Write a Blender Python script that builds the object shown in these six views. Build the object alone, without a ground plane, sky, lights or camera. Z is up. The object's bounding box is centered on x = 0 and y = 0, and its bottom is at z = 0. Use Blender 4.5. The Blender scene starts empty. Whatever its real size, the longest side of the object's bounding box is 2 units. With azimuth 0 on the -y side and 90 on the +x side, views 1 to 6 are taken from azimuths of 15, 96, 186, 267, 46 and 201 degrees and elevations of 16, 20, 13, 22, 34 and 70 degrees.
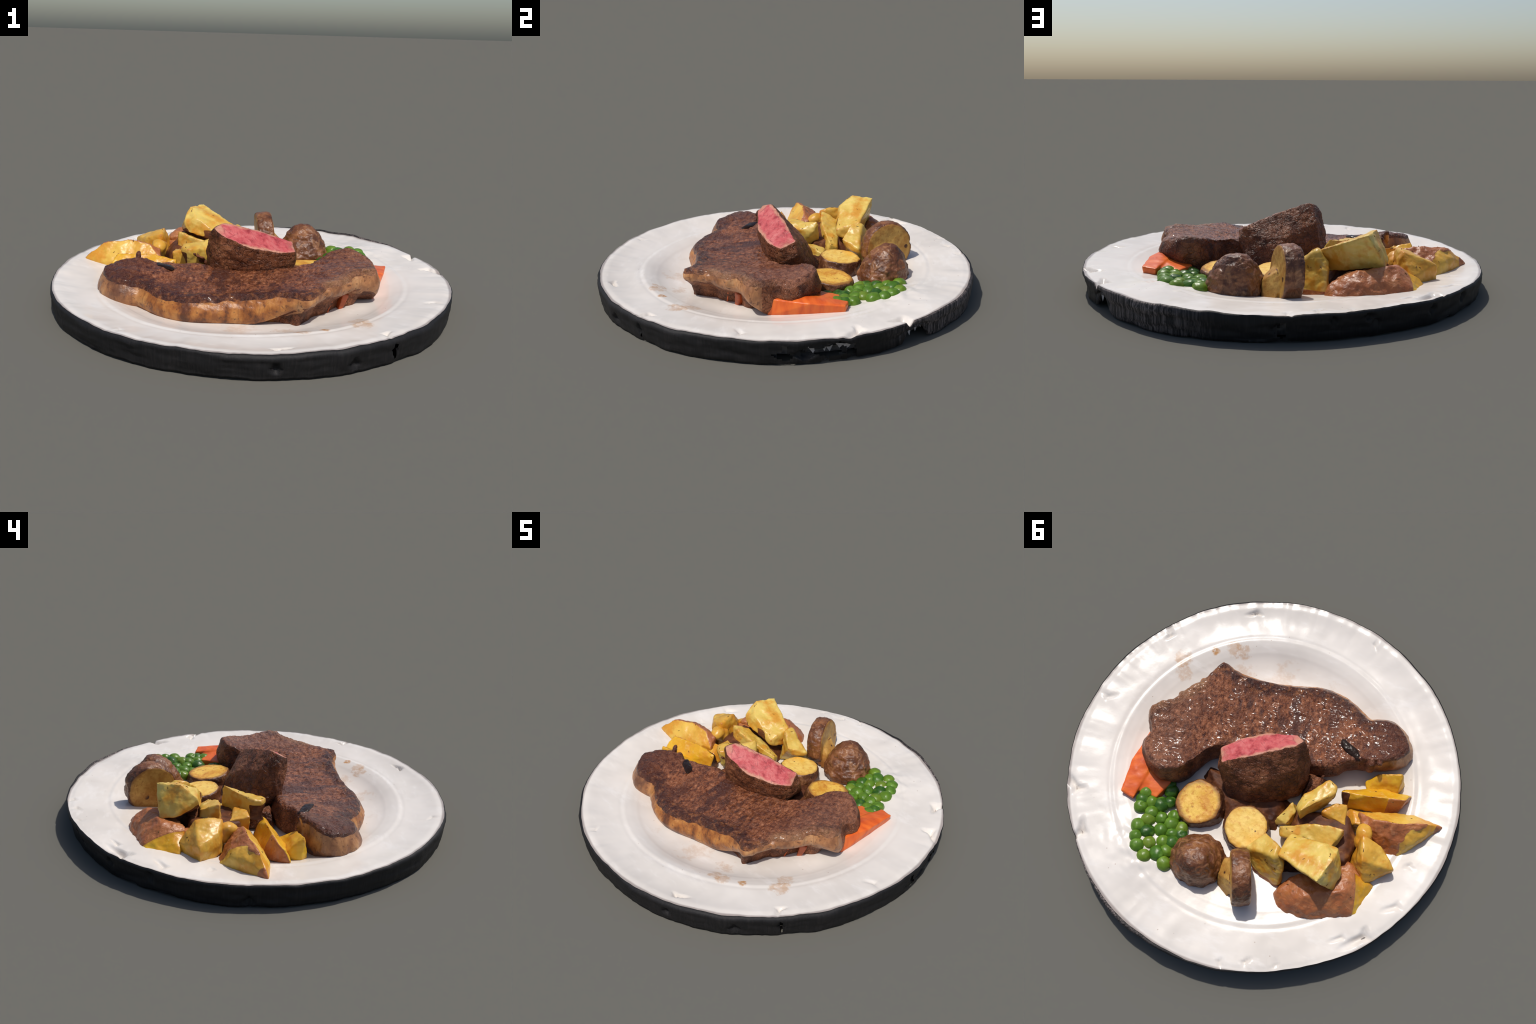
import bpy, bmesh, math, random
import numpy as np
from mathutils import Vector, Matrix, noise

random.seed(7)
rng = np.random.default_rng(7)
SC = bpy.context.scene

# ----------------------------------------------------------------- helpers
def smooth01(x):
    x = np.clip(x, 0, 1)
    return x * x * (3 - 2 * x)

def fnoise(co, scale, octaves=4, off=(0, 0, 0), H=0.9):
    """fractal noise about -1..1 at each row of co; scale may be a 3-tuple"""
    s = np.array(scale if hasattr(scale, "__len__") else (scale,) * 3)
    q = co * s + np.array(off)
    return np.array([noise.fractal(Vector(p), H, 2.0, octaves) for p in q])

def catmull(pts, per=10, closed=True):
    p = np.array(pts, float); n = len(p); out = []
    for i in range(n if closed else n - 1):
        if closed:
            a, b, c, d = p[i - 1], p[i], p[(i + 1) % n], p[(i + 2) % n]
        else:
            a, b, c, d = p[max(i - 1, 0)], p[i], p[i + 1], p[min(i + 2, n - 1)]
        for k in range(per):
            t = k / per
            out.append(0.5 * (2 * b + (c - a) * t + (2 * a - 5 * b + 4 * c - d) * t * t + (3 * b - a - 3 * c + d) * t ** 3))
    return np.array(out)

def mesh_from(verts, faces, name="m"):
    me = bpy.data.meshes.new(name)
    me.from_pydata([tuple(map(float, v)) for v in verts], [], [tuple(f) for f in faces])
    me.validate(); me.update()
    return me

def hull_mesh(points):
    bm = bmesh.new()
    for p in points:
        bm.verts.new(p)
    r = bmesh.ops.convex_hull(bm, input=bm.verts)
    bad = [v for v in r["geom_interior"] if isinstance(v, bmesh.types.BMVert)] + [v for v in r["geom_unused"] if isinstance(v, bmesh.types.BMVert)]
    if bad:
        bmesh.ops.delete(bm, geom=list(set(bad)), context="VERTS")
    bmesh.ops.recalc_face_normals(bm, faces=bm.faces)
    me = bpy.data.meshes.new("hull"); bm.to_mesh(me); bm.free()
    return me

def ellipsoid_mesh(c, r, rot=(0, 0, 0), seg=24):
    bm = bmesh.new()
    bmesh.ops.create_uvsphere(bm, u_segments=seg, v_segments=seg // 2, radius=1.0)
    M = Matrix.Translation(c) @ (Matrix.Rotation(rot[2], 4, "Z") @ Matrix.Rotation(rot[1], 4, "Y") @ Matrix.Rotation(rot[0], 4, "X")) @ Matrix.Diagonal((*r, 1))
    bmesh.ops.transform(bm, matrix=M, verts=bm.verts)
    me = bpy.data.meshes.new("ell"); bm.to_mesh(me); bm.free()
    return me

def joined(meshes):
    bm = bmesh.new()
    for m in meshes:
        bm.from_mesh(m)
    me = bpy.data.meshes.new("joined"); bm.to_mesh(me); bm.free()
    return me

def remeshed(me, voxel, smooth=4, fac=0.5):
    """voxel remesh and smoothing, applied"""
    ob = bpy.data.objects.new("tmp", me)
    SC.collection.objects.link(ob)
    m = ob.modifiers.new("r", "REMESH"); m.mode = "VOXEL"; m.voxel_size = voxel
    if smooth:
        s = ob.modifiers.new("s", "SMOOTH"); s.factor = fac; s.iterations = smooth
    dg = bpy.context.evaluated_depsgraph_get(); dg.update()
    out = bpy.data.meshes.new_from_object(ob.evaluated_get(dg))
    bpy.data.objects.remove(ob)
    return out

def coords(me):
    co = np.empty(len(me.vertices) * 3); me.vertices.foreach_get("co", co)
    return co.reshape(-1, 3)

def vnormals(me):
    n = np.empty(len(me.vertices) * 3); me.vertex_normals.foreach_get("vector", n)
    return n.reshape(-1, 3)

def set_coords(me, co):
    me.vertices.foreach_set("co", np.ascontiguousarray(co, float).ravel()); me.update()

def face_data(me):
    c = np.empty(len(me.polygons) * 3); me.polygons.foreach_get("center", c)
    n = np.empty(len(me.polygons) * 3); me.polygons.foreach_get("normal", n)
    return c.reshape(-1, 3), n.reshape(-1, 3)

def empty(name, base, label, category):
    e = bpy.data.objects.new(name, None)
    e.empty_display_size = 0.05
    e.location = base
    SC.collection.objects.link(e)
    e["label"] = label; e["category"] = category
    return e

def place(ob, parent):
    SC.collection.objects.link(ob)
    if parent is not None:
        ob.parent = parent
    return ob

def add_mesh(name, me, mat, parent, base=(0, 0, 0), smooth=True, normals=None):
    co = coords(me); set_coords(me, co - np.array(base))
    me.name = name
    me.materials.clear(); me.materials.append(mat)
    if smooth:
        me.polygons.foreach_set("use_smooth", [True] * len(me.polygons))
    if normals is not None:
        me.normals_split_custom_set_from_vertices([tuple(n) for n in normals])
    me.update()
    return place(bpy.data.objects.new(name, me), parent)

def split_parts(me, labels, names, mats, parent, base):
    """separates the faces of one smooth surface into part objects that share the whole's normals"""
    smooth_border(me, labels)
    co, vn = coords(me), vnormals(me)
    out = []
    polys = [tuple(p.vertices) for p in me.polygons]
    for k, (nm, mt) in enumerate(zip(names, mats)):
        sel = [polys[i] for i in np.nonzero(labels == k)[0]]
        if not sel:
            continue
        used = sorted({v for f in sel for v in f}); idx = {v: i for i, v in enumerate(used)}
        m2 = bpy.data.meshes.new(nm)
        m2.from_pydata([tuple(co[v]) for v in used], [], [tuple(idx[v] for v in f) for f in sel])
        m2.update()
        out.append(add_mesh(nm, m2, mt, parent, base, True, vn[used]))
    return out

def calm_labels(me, labels, rounds=3):
    """majority filter over neighbouring faces so that region borders are clean"""
    nl = labels.max() + 1
    polys = [tuple(p.vertices) for p in me.polygons]
    for _ in range(rounds):
        acc = np.zeros((len(me.vertices), nl))
        for l, f in zip(labels, polys):
            for v in f:
                acc[v, l] += 1
        labels = np.array([acc[list(f)].sum(0).argmax() for f in polys])
    return labels

def smooth_border(me, labels, rounds=4):
    """evens out the zigzag of the line between two regions"""
    edge_faces = {}
    for i, p in enumerate(me.polygons):
        for k in p.edge_keys:
            edge_faces.setdefault(k, []).append(labels[i])
    nb = {}
    for (a, b), l in edge_faces.items():
        if len(set(l)) > 1:
            nb.setdefault(a, []).append(b); nb.setdefault(b, []).append(a)
    co = coords(me)
    for _ in range(rounds):
        new = co.copy()
        for v, n in nb.items():
            if len(n) == 2:
                new[v] = 0.5 * co[v] + 0.25 * (co[n[0]] + co[n[1]])
        co = new
    set_coords(me, co)

# ----------------------------------------------------------------- node helper
class Mat:
    def __init__(self, name, base=(0, 0, 0)):
        self.m = bpy.data.materials.new(name); self.m.use_nodes = True
        self.t = self.m.node_tree; self.bsdf = self.t.nodes["Principled BSDF"]
        tc = self.t.nodes.new("ShaderNodeTexCoord")
        a = self.t.nodes.new("ShaderNodeVectorMath"); a.operation = "ADD"
        self.t.links.new(tc.outputs["Object"], a.inputs[0]); a.inputs[1].default_value = base
        self.P = a.outputs[0]
    def n(self, kind):
        return self.t.nodes.new(kind)
    def lk(self, a, b):
        if hasattr(a, "is_linked") or isinstance(a, bpy.types.NodeSocket):
            self.t.links.new(a, b)
        else:
            b.default_value = a
    def math(self, op, a, b=0.0, c=0.0, clamp=False):
        n = self.n("ShaderNodeMath"); n.operation = op; n.use_clamp = clamp
        for i, v in enumerate((a, b, c)):
            self.lk(v, n.inputs[i])
        return n.outputs[0]
    def mapping(self, loc=(0, 0, 0), rot=(0, 0, 0), sc=(1, 1, 1), vec=None, kind="TEXTURE"):
        n = self.n("ShaderNodeMapping"); n.vector_type = kind
        self.lk(vec or self.P, n.inputs[0])
        n.inputs["Location"].default_value = loc; n.inputs["Rotation"].default_value = rot; n.inputs["Scale"].default_value = sc
        return n.outputs[0]
    def noise(self, scale, detail=4, rough=0.6, vec=None, dist=0.0):
        n = self.n("ShaderNodeTexNoise"); self.lk(vec or self.P, n.inputs["Vector"])
        n.inputs["Scale"].default_value = scale; n.inputs["Detail"].default_value = detail
        n.inputs["Roughness"].default_value = rough; n.inputs["Distortion"].default_value = dist
        return n.outputs["Fac"]
    def voro(self, scale, feature="F1", vec=None, rand=1.0):
        n = self.n("ShaderNodeTexVoronoi"); n.feature = feature; self.lk(vec or self.P, n.inputs["Vector"])
        n.inputs["Scale"].default_value = scale; n.inputs["Randomness"].default_value = rand
        return n.outputs["Distance"]
    def ramp(self, fac, stops, interp="LINEAR"):
        n = self.n("ShaderNodeValToRGB"); self.lk(fac, n.inputs[0]); r = n.color_ramp; r.interpolation = interp
        while len(r.elements) < len(stops):
            r.elements.new(0.5)
        for e, (p, c) in zip(r.elements, stops):
            e.position = p; e.color = (*c, 1) if hasattr(c, "__len__") else (c, c, c, 1)
        return n.outputs["Color"]
    def step(self, v, lo, hi):
        n = self.n("ShaderNodeMapRange"); n.interpolation_type = "SMOOTHSTEP"
        self.lk(v, n.inputs[0]); n.inputs[1].default_value = lo; n.inputs[2].default_value = hi
        return n.outputs[0]
    def mix(self, fac, a, b, mode="MIX"):
        n = self.n("ShaderNodeMix"); n.data_type = "RGBA"; n.blend_type = mode
        self.lk(fac, n.inputs["Factor"])
        for v, s in ((a, n.inputs["A"]), (b, n.inputs["B"])):
            if isinstance(v, tuple):
                s.default_value = (*v[:3], 1)
            else:
                self.t.links.new(v, s)
        return n.outputs["Result"]
    def xyz(self, vec=None):
        n = self.n("ShaderNodeSeparateXYZ"); self.lk(vec or self.P, n.inputs[0]); return n.outputs
    def dist(self, c, vec=None):
        n = self.n("ShaderNodeVectorMath"); n.operation = "DISTANCE"; self.lk(vec or self.P, n.inputs[0]); n.inputs[1].default_value = c
        return n.outputs["Value"]
    def bump(self, h, strength=0.4, dist=0.004, prev=None):
        n = self.n("ShaderNodeBump"); self.lk(h, n.inputs["Height"])
        n.inputs["Strength"].default_value = strength; n.inputs["Distance"].default_value = dist
        if prev is not None:
            self.lk(prev, n.inputs["Normal"])
        self.t.links.new(n.outputs[0], self.bsdf.inputs["Normal"]); return n.outputs[0]
    def done(self, col, rough=0.5, spec=0.5, **kw):
        self.lk((*col, 1) if isinstance(col, tuple) else col, self.bsdf.inputs["Base Color"])
        self.lk(rough, self.bsdf.inputs["Roughness"]); self.lk(spec, self.bsdf.inputs["Specular IOR Level"])
        for k, v in kw.items():
            self.bsdf.inputs[k.replace("_", " ")].default_value = v
        return self.m

# ================================================================= PLATE
PLATE_R = [0.0, 0.40, 0.52, 0.60, 0.66, 0.70, 0.735, 0.76, 0.80, 0.86, 0.92, 0.955, 0.975, 0.99]
WELL_FRONT = [0.035, 0.030, 0.030, 0.034, 0.046, 0.060, 0.074, 0.079, 0.084, 0.091, 0.100, 0.108, 0.112, 0.107]   # deep side, under the steak
WELL_BACK = [0.046, 0.050, 0.062, 0.078, 0.090, 0.096, 0.101, 0.104, 0.108, 0.113, 0.117, 0.120, 0.120, 0.113]     # shallow side, under the garnish
# shallow pits and dents seen around the rim: angle (deg), radius, size, depth
PITS = [(-68, 0.935, 0.018, 0.03), (-38, 0.945, 0.018, 0.024), (24, 0.95, 0.03, 0.035), (38, 0.955, 0.034, 0.036), (104, 0.945, 0.013, 0.014), (97, 0.96, 0.014, 0.016),
        (113, 0.95, 0.012, 0.012), (139, 0.95, 0.034, 0.034), (133, 0.905, 0.016, 0.016), (152, 0.93, 0.022, 0.016), (165, 0.86, 0.012, 0.012), (-8, 0.93, 0.02, 0.012), (-110, 0.94, 0.014, 0.012)]

def plate_z(x, y):
    r = np.hypot(x, y); t = smooth01(((0.5 * x + 0.866 * y) / np.maximum(r, 1e-6) + 0.75) / 1.15)   # the well is deepest towards -120 degrees
    z = sum(np.interp(r + d, PLATE_R, WELL_FRONT) * (1 - t) + np.interp(r + d, PLATE_R, WELL_BACK) * t for d in (-0.02, -0.01, 0, 0.01, 0.02)) / 5
    a = np.degrees(np.arctan2(y, x))
    def swell(a0, aw, r0, rw):
        return np.exp(-(((a - a0 + 180) % 360 - 180) / aw) ** 2 - ((r - r0) / rw) ** 2)
    # the thrown plate is not quite even
    return z + 0.015 * swell(-68, 24, 0.75, 0.10) - 0.022 * swell(-12, 24, 0.66, 0.09) - 0.009 * swell(-138, 30, 0.84, 0.07)

def build_plate():
    root = empty("dinner_plate", (0, 0, 0), "white glazed round plate with dark side wall", "plate")
    NT = 540
    rs = np.concatenate([np.linspace(0.03, 0.5, 14), np.linspace(0.52, 0.985, 80)])
    th = np.arange(NT) * math.tau / NT
    edge = 0.994 + 0.006 * np.array([noise.fractal(Vector((4 * math.cos(t), 4 * math.sin(t), 1.3)), 0.8, 2, 4) for t in th])
    edge = edge - 0.013 * np.exp(-((np.degrees(th) - 122) / 28) ** 2)
    wave = np.array([noise.fractal(Vector((7 * math.cos(t), 7 * math.sin(t), 5.1)), 0.7, 2, 4) for t in th])
    verts = [(0, 0, WELL_FRONT[0])]; faces = []
    for r in rs:
        k = smooth01((r - 0.8) / 0.19)
        rr = r * (1 + (edge / 0.985 - 1) * k)
        x, y = rr * np.cos(th), rr * np.sin(th)
        z = plate_z(x * min(1, 0.97 / r), y * min(1, 0.97 / r)) + 0.0045 * wave * k
        z = z + 0.0016 * math.exp(-((r - 0.765) / 0.011) ** 2) + 0.0008 * math.exp(-((r - 0.70) / 0.010) ** 2) - 0.0015 * math.exp(-((r - 0.785) / 0.01) ** 2)
        verts += list(zip(x, y, z))
    co = np.array(verts)
    co[:, 2] += 0.0028 * fnoise(co, 4.5, 3) * smooth01((np.hypot(co[:, 0], co[:, 1]) - 0.55) / 0.3)
    for a, r, s, d in PITS:
        cx, cy = r * math.cos(math.radians(a)), r * math.sin(math.radians(a))
        q = np.hypot(co[:, 0] - cx, co[:, 1] - cy)
        ang = np.arctan2(co[:, 1] - cy, co[:, 0] - cx)
        q = q * (1 + 0.45 * np.cos(3 * ang + a) * np.minimum(1, q / s) + 0.3 * np.cos(2 * ang + 2 * a))
        co[:, 2] -= d * np.clip(1.1 - q / s, 0, 1) ** 1.3
    # the glaze is lumpy round the peas
    lump = fnoise(co, 16, 2, (3, 1, 7))
    co[:, 2] += (0.024 + 0.010 * lump) * np.exp(-(((co[:, 0] - 0.43) / 0.16) ** 2 + ((co[:, 1] - 0.55) / 0.17) ** 2))
    verts = co
    for j in range(NT):
        faces.append((0, 1 + j, 1 + (j + 1) % NT))
    for i in range(len(rs) - 1):
        a, b = 1 + i * NT, 1 + (i + 1) * NT
        for j in range(NT):
            k = (j + 1) % NT
            faces.append((a + j, b + j, b + k, a + k))
    rim = co[-NT:]
    add_mesh("dish", mesh_from(verts, faces), mat_glaze(), root)
    # dark wall: rolls over the lip and drops to the table, ragged below, dented in places
    low = np.array([noise.fractal(Vector((9 * math.cos(t), 9 * math.sin(t), 9.7)), 0.6, 2, 5) for t in th])
    rows = []
    rim_r = np.hypot(rim[:, 0], rim[:, 1])
    DENTS = [(-69, 0.05, 0.022, 0.045), (-38, 0.06, 0.014, 0.03), (-50, 0.04, 0.03, 0.03), (95, 0.055, 0.03, 0.05), (108, 0.085, 0.016, 0.045), (117, 0.09, 0.022, 0.045), (119, 0.055, 0.018, 0.04), (136, 0.07, 0.022, 0.035), (150, 0.08, 0.022, 0.035), (176, 0.03, 0.025, 0.035),
             (9, 0.05, 0.05, 0.06), (18, 0.065, 0.07, 0.08), (38, 0.05, 0.04, 0.06)]
    NOTCH = [(41.5, 4.2, 0.08)]
    HOLES = [(3.5, 2.2, 0.05, 0.032), (9.5, 1.8, 0.062, 0.025), (14.5, 4.0, 0.052, 0.036), (21, 1.6, 0.045, 0.025), (95.5, 1.6, 0.05, 0.028), (-38, 0.9, 0.055, 0.02)]   # angle, half width, height, half height      # broken pieces of the wall: angle, half width, height
    deg = (np.degrees(th) + 180) % 360 - 180
    prof = [(0.0, -0.0015), (0.005, -0.004), (0.007, -0.012)] + [(0.007 - 0.011 * t, None) for t in np.linspace(0.1, 1, 12)]
    bulge = 0.014 * np.exp(-((deg - 72) / 20) ** 2) - 0.006 * np.exp(-((deg - 30) / 14) ** 2) + 0.012 * np.exp(-((deg + 62) / 20) ** 2) + 0.009 * np.exp(-((deg + 25) / 15) ** 2) + 0.008 * np.exp(-((deg + 125) / 18) ** 2)
    zl = 0.004 + 0.006 * np.clip(low, -0.6, 1.5)
    for a, w, h in NOTCH:
        zl = np.maximum(zl, h * np.clip(1.25 - (np.abs(deg - a) / w) ** 1.5, 0, 1) * (1 + 0.25 * low))
    for i, (dr, dz) in enumerate(prof):
        if dz is not None:
            z = rim[:, 2] + dz + (0.013 * np.exp(-((deg - 72) / 25) ** 2) if i else 0)
        else:
            t = (i - 2) / (len(prof) - 3)
            z = (rim[:, 2] - 0.012) * (1 - t) + zl * t
        rr = rim_r + dr
        if i > 0:
            rr = rr + bulge * min(1, i / 3)
        if i > 2:
            t = (i - 2) / (len(prof) - 3)
            rr = rr - t * (0.020 * np.exp(-((deg - 112) / 38) ** 2) + 0.016 * np.exp(-((deg - 28) / 15) ** 2))
            rr = rr + 0.005 * np.array([noise.fractal(Vector((6 * math.cos(a), 6 * math.sin(a), 2 + 3 * t)), 0.7, 2, 4) for a in th])
        for a, zc, w, d in DENTS:
            da = (th - math.radians(a) + math.pi) % math.tau - math.pi
            q = np.abs(da) / w + np.abs(z - zc) / 0.030
            if i > 2:
                rr = rr - d * np.clip(1.15 - q, 0, 0.5)
        x, y = rr * np.cos(th), rr * np.sin(th)
        rows.append(np.stack([np.clip(x, -1, 1), np.clip(y, -1, 1), z], 1))
    inner = [(0.012, None), (0.016, 0.5), (0.02, 0.088)]
    for d, k in inner:                              # the wall has a thickness, its inside closes under the lip
        z = zl + 0.001 if k is None else (zl * 0.5 + 0.045 if k == 0.5 else np.full(NT, 0.088))
        rows.append(np.stack([(rim_r - d) * np.cos(th), (rim_r - d) * np.sin(th), z], 1))
    v = np.vstack(rows); v[:, 2] = np.maximum(v[:, 2], 0)
    f = []
    for i in range(len(rows) - 1):
        zm = 0.5 * (rows[i][:, 2] + rows[i + 1][:, 2])
        gone = np.zeros(NT, bool)
        for a, w, zc, hh in HOLES:
            da = np.abs(deg - a) / w
            gone |= (da + np.abs(zm - zc) / hh * 0.8 < 1 + 0.35 * np.sin(deg * 9 + i)) & (i > 2) if i < len(prof) - 1 else da < 0.9
        for j in range(NT):
            k = (j + 1) % NT
            if not gone[j]:
                f.append((i * NT + j, (i + 1) * NT + j, (i + 1) * NT + k, i * NT + k))
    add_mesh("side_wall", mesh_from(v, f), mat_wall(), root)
    # crumpled pale underside, seen only through the broken places
    ang = np.arange(180) * math.tau / 180
    rows = []
    for r, z in ((0.955, 0.094), (0.93, 0.055), (0.90, 0.006), (0.5, 0.004), (0.02, 0.004)):
        rr = r + (0.022 * np.array([noise.fractal(Vector((16 * math.cos(t), 16 * math.sin(t), 40 * z)), 0.8, 2, 3) for t in ang]) if 0.01 < z < 0.09 else 0)
        rows.append(np.stack([rr * np.cos(ang), rr * np.sin(ang), np.full(180, z)], 1))
    f = [(i * 180 + j, (i + 1) * 180 + j, (i + 1) * 180 + (j + 1) % 180, i * 180 + (j + 1) % 180) for i in range(4) for j in range(180)]
    f.append(tuple(4 * 180 + j for j in range(180))[::-1])
    # pale torn shards hanging in the broken places
    bm = bmesh.new(); rs = random.Random(5)
    for a in (11, 14, 15.5, 18, 20, 39.5, 42, 44):
        t = math.radians(a); rad = Vector((math.cos(t), math.sin(t), 0)); tan = Vector((-rad.y, rad.x, 0))
        q = [bm.verts.new(rad * rs.uniform(0.962, 0.985) + tan * (k * rs.uniform(0.012, 0.024)) + Vector((0, 0, zz))) for k, zz in ((-1, 0.080), (1, 0.082), (0.2, rs.uniform(0.035, 0.058)), (0, 0.062))]
        q[3].co -= rad * 0.02
        bmesh.ops.convex_hull(bm, input=q)
    me = bpy.data.meshes.new("shard"); bm.to_mesh(me); bm.free()
    Ms = Mat("torn_glaze"); add_mesh("torn_shard", me, Ms.done((0.45, 0.41, 0.39), 0.5, 0.3), root, smooth=False)["kind"] = "stuff"
    M = Mat("bare_underside")
    add_mesh("underside", mesh_from(np.vstack(rows), f), M.done(M.mix(M.step(M.noise(12, 3), 0.4, 0.6), (0.42, 0.38, 0.36), (0.2, 0.18, 0.17)), 0.6, 0.3), root, smooth=False)

def mat_glaze():
    M = Mat("white_glaze")
    big = M.noise(3.0, 3)
    col = M.mix(M.step(big, 0.35, 0.7), (0.78, 0.715, 0.645), (0.69, 0.63, 0.565))
    # spilled juices: (x, y, radius, strength)
    wob = M.noise(22, 4, 0.65)
    fine = M.noise(60, 3)
    for x, y, r, s in ((0.485, -0.575, 0.026, 0.95), (0.40, -0.625, 0.045, 0.45), (0.335, -0.62, 0.05, 0.5), (0.63, -0.47, 0.055, 0.55), (0.60, -0.40, 0.05, 0.4),
                       (0.10, -0.56, 0.10, 0.28), (0.30, -0.53, 0.07, 0.35), (-0.05, -0.60, 0.05, 0.25), (0.02, -0.57, 0.016, 0.6), (0.20, -0.57, 0.012, 0.6), (-0.18, -0.60, 0.06, 0.2)):
        d = M.math("ADD", M.dist((x, y, 0.09)), M.math("MULTIPLY", M.math("SUBTRACT", wob, 0.5), r * 2.2))
        k = M.math("SUBTRACT", 1.0, M.step(d, r * 0.55, r * 1.05))
        k = M.math("MULTIPLY", k, M.math("MULTIPLY", M.step(fine, 0.2, 0.55), min(1.0, s * 0.95)))
        col = M.mix(k, col, (0.50, 0.24, 0.07))
    X, Y, Z = M.xyz()
    r = M.math("SQRT", M.math("ADD", M.math("MULTIPLY", X, X), M.math("MULTIPLY", Y, Y)))
    # soft brushed smears on the rim
    sm = M.noise(6, 5, 0.65, vec=M.mapping(sc=(1.0, 0.45, 1.0)))
    col = M.mix(M.math("MULTIPLY", M.step(sm, 0.5, 0.72), 0.5), col, (0.86, 0.81, 0.755))
    # thin brown line where the glaze ends
    col = M.mix(M.math("MULTIPLY", M.step(r, 0.978, 0.99), 0.75), col, (0.25, 0.2, 0.18))
    # crumbs
    sp = M.voro(13)
    col = M.mix(M.math("MULTIPLY", M.math("SUBTRACT", 1.0, M.step(sp, 0.03, 0.05)), 0.45), col, (0.3, 0.17, 0.11))
    M.bump(M.noise(14, 4), 0.06, 0.01)
    return M.done(col, 0.24, 0.22)

def mat_wall():
    M = Mat("charcoal_wall")
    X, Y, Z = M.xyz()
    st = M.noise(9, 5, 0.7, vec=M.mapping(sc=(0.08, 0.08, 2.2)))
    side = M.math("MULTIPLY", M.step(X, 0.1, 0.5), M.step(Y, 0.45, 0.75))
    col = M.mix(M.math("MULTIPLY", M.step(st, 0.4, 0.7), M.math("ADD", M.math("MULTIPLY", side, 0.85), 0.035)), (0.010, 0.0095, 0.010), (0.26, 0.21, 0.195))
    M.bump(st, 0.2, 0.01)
    return M.done(col, 0.6, 0.3)

# ================================================================= STEAK
STEAK_RIM = [  # outline with the height of its top edge, clockwise from the pointed corner
    (0.388, -0.476, 0.200), (0.335, -0.452, 0.195), (0.252, -0.440, 0.190), (0.160, -0.452, 0.172), (0.060, -0.470, 0.158), (-0.040, -0.495, 0.150), (-0.125, -0.520, 0.145),
    (-0.210, -0.522, 0.138), (-0.285, -0.505, 0.135), (-0.360, -0.465, 0.142), (-0.424, -0.428, 0.152), (-0.475, -0.440, 0.160), (-0.530, -0.450, 0.166), (-0.585, -0.428, 0.170), (-0.620, -0.395, 0.175),
    (-0.655, -0.330, 0.187), (-0.630, -0.275, 0.195), (-0.585, -0.240, 0.205), (-0.540, -0.215, 0.212), (-0.500, -0.208, 0.200), (-0.440, -0.190, 0.187), (-0.380, -0.162, 0.180), (-0.335, -0.130, 0.172),
    (-0.255, -0.100, 0.175), (-0.120, -0.090, 0.158), (0.040, -0.085, 0.160), (0.180, -0.060, 0.178), (0.290, -0.010, 0.195), (0.333, 0.050, 0.208), (0.380, 0.140, 0.235), (0.435, 0.180, 0.246),
    (0.490, 0.184, 0.250), (0.560, 0.140, 0.236), (0.605, 0.072, 0.217), (0.590, 0.010, 0.230), (0.615, -0.040, 0.238), (0.638, -0.100, 0.241), (0.605, -0.145, 0.245), (0.556, -0.170, 0.246),
    (0.515, -0.255, 0.226), (0.480, -0.305, 0.223), (0.450, -0.335, 0.222), (0.420, -0.410, 0.210)]
STEAK_IN = [(-0.54, -0.36, 0.192), (-0.37, -0.247, 0.178), (0.13, -0.25, 0.166), (0.26, -0.16, 0.182), (-0.1, -0.3, 0.148), (-0.25, -0.35, 0.145), (0.45, -0.15, 0.222), (0.45, 0.05, 0.222), (0.3, -0.33, 0.186), (0.0, -0.4, 0.145), (-0.45, -0.3, 0.18),
            (0.15, -0.38, 0.160), (-0.15, -0.43, 0.135), (0.03, -0.25, 0.155), (0.37, -0.23, 0.205), (-0.2, -0.2, 0.158)]

def idw(x, y, pts, p=3.0):
    pts = np.array(pts)
    d = np.hypot(x[:, None] - pts[None, :, 0], y[:, None] - pts[None, :, 1]) + 0.02
    w = d ** -p
    return (w * pts[None, :, 2]).sum(1) / w.sum(1)

def steak_bottom(x, y):
    lift = smooth01((x - 0.1) / 0.34) * smooth01((0.02 - y) / 0.18)
    lobe = smooth01((x - 0.38) / 0.15) * smooth01((y + 0.05) / 0.1)
    return 0.026 + 0.112 * lift + 0.085 * lobe

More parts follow.
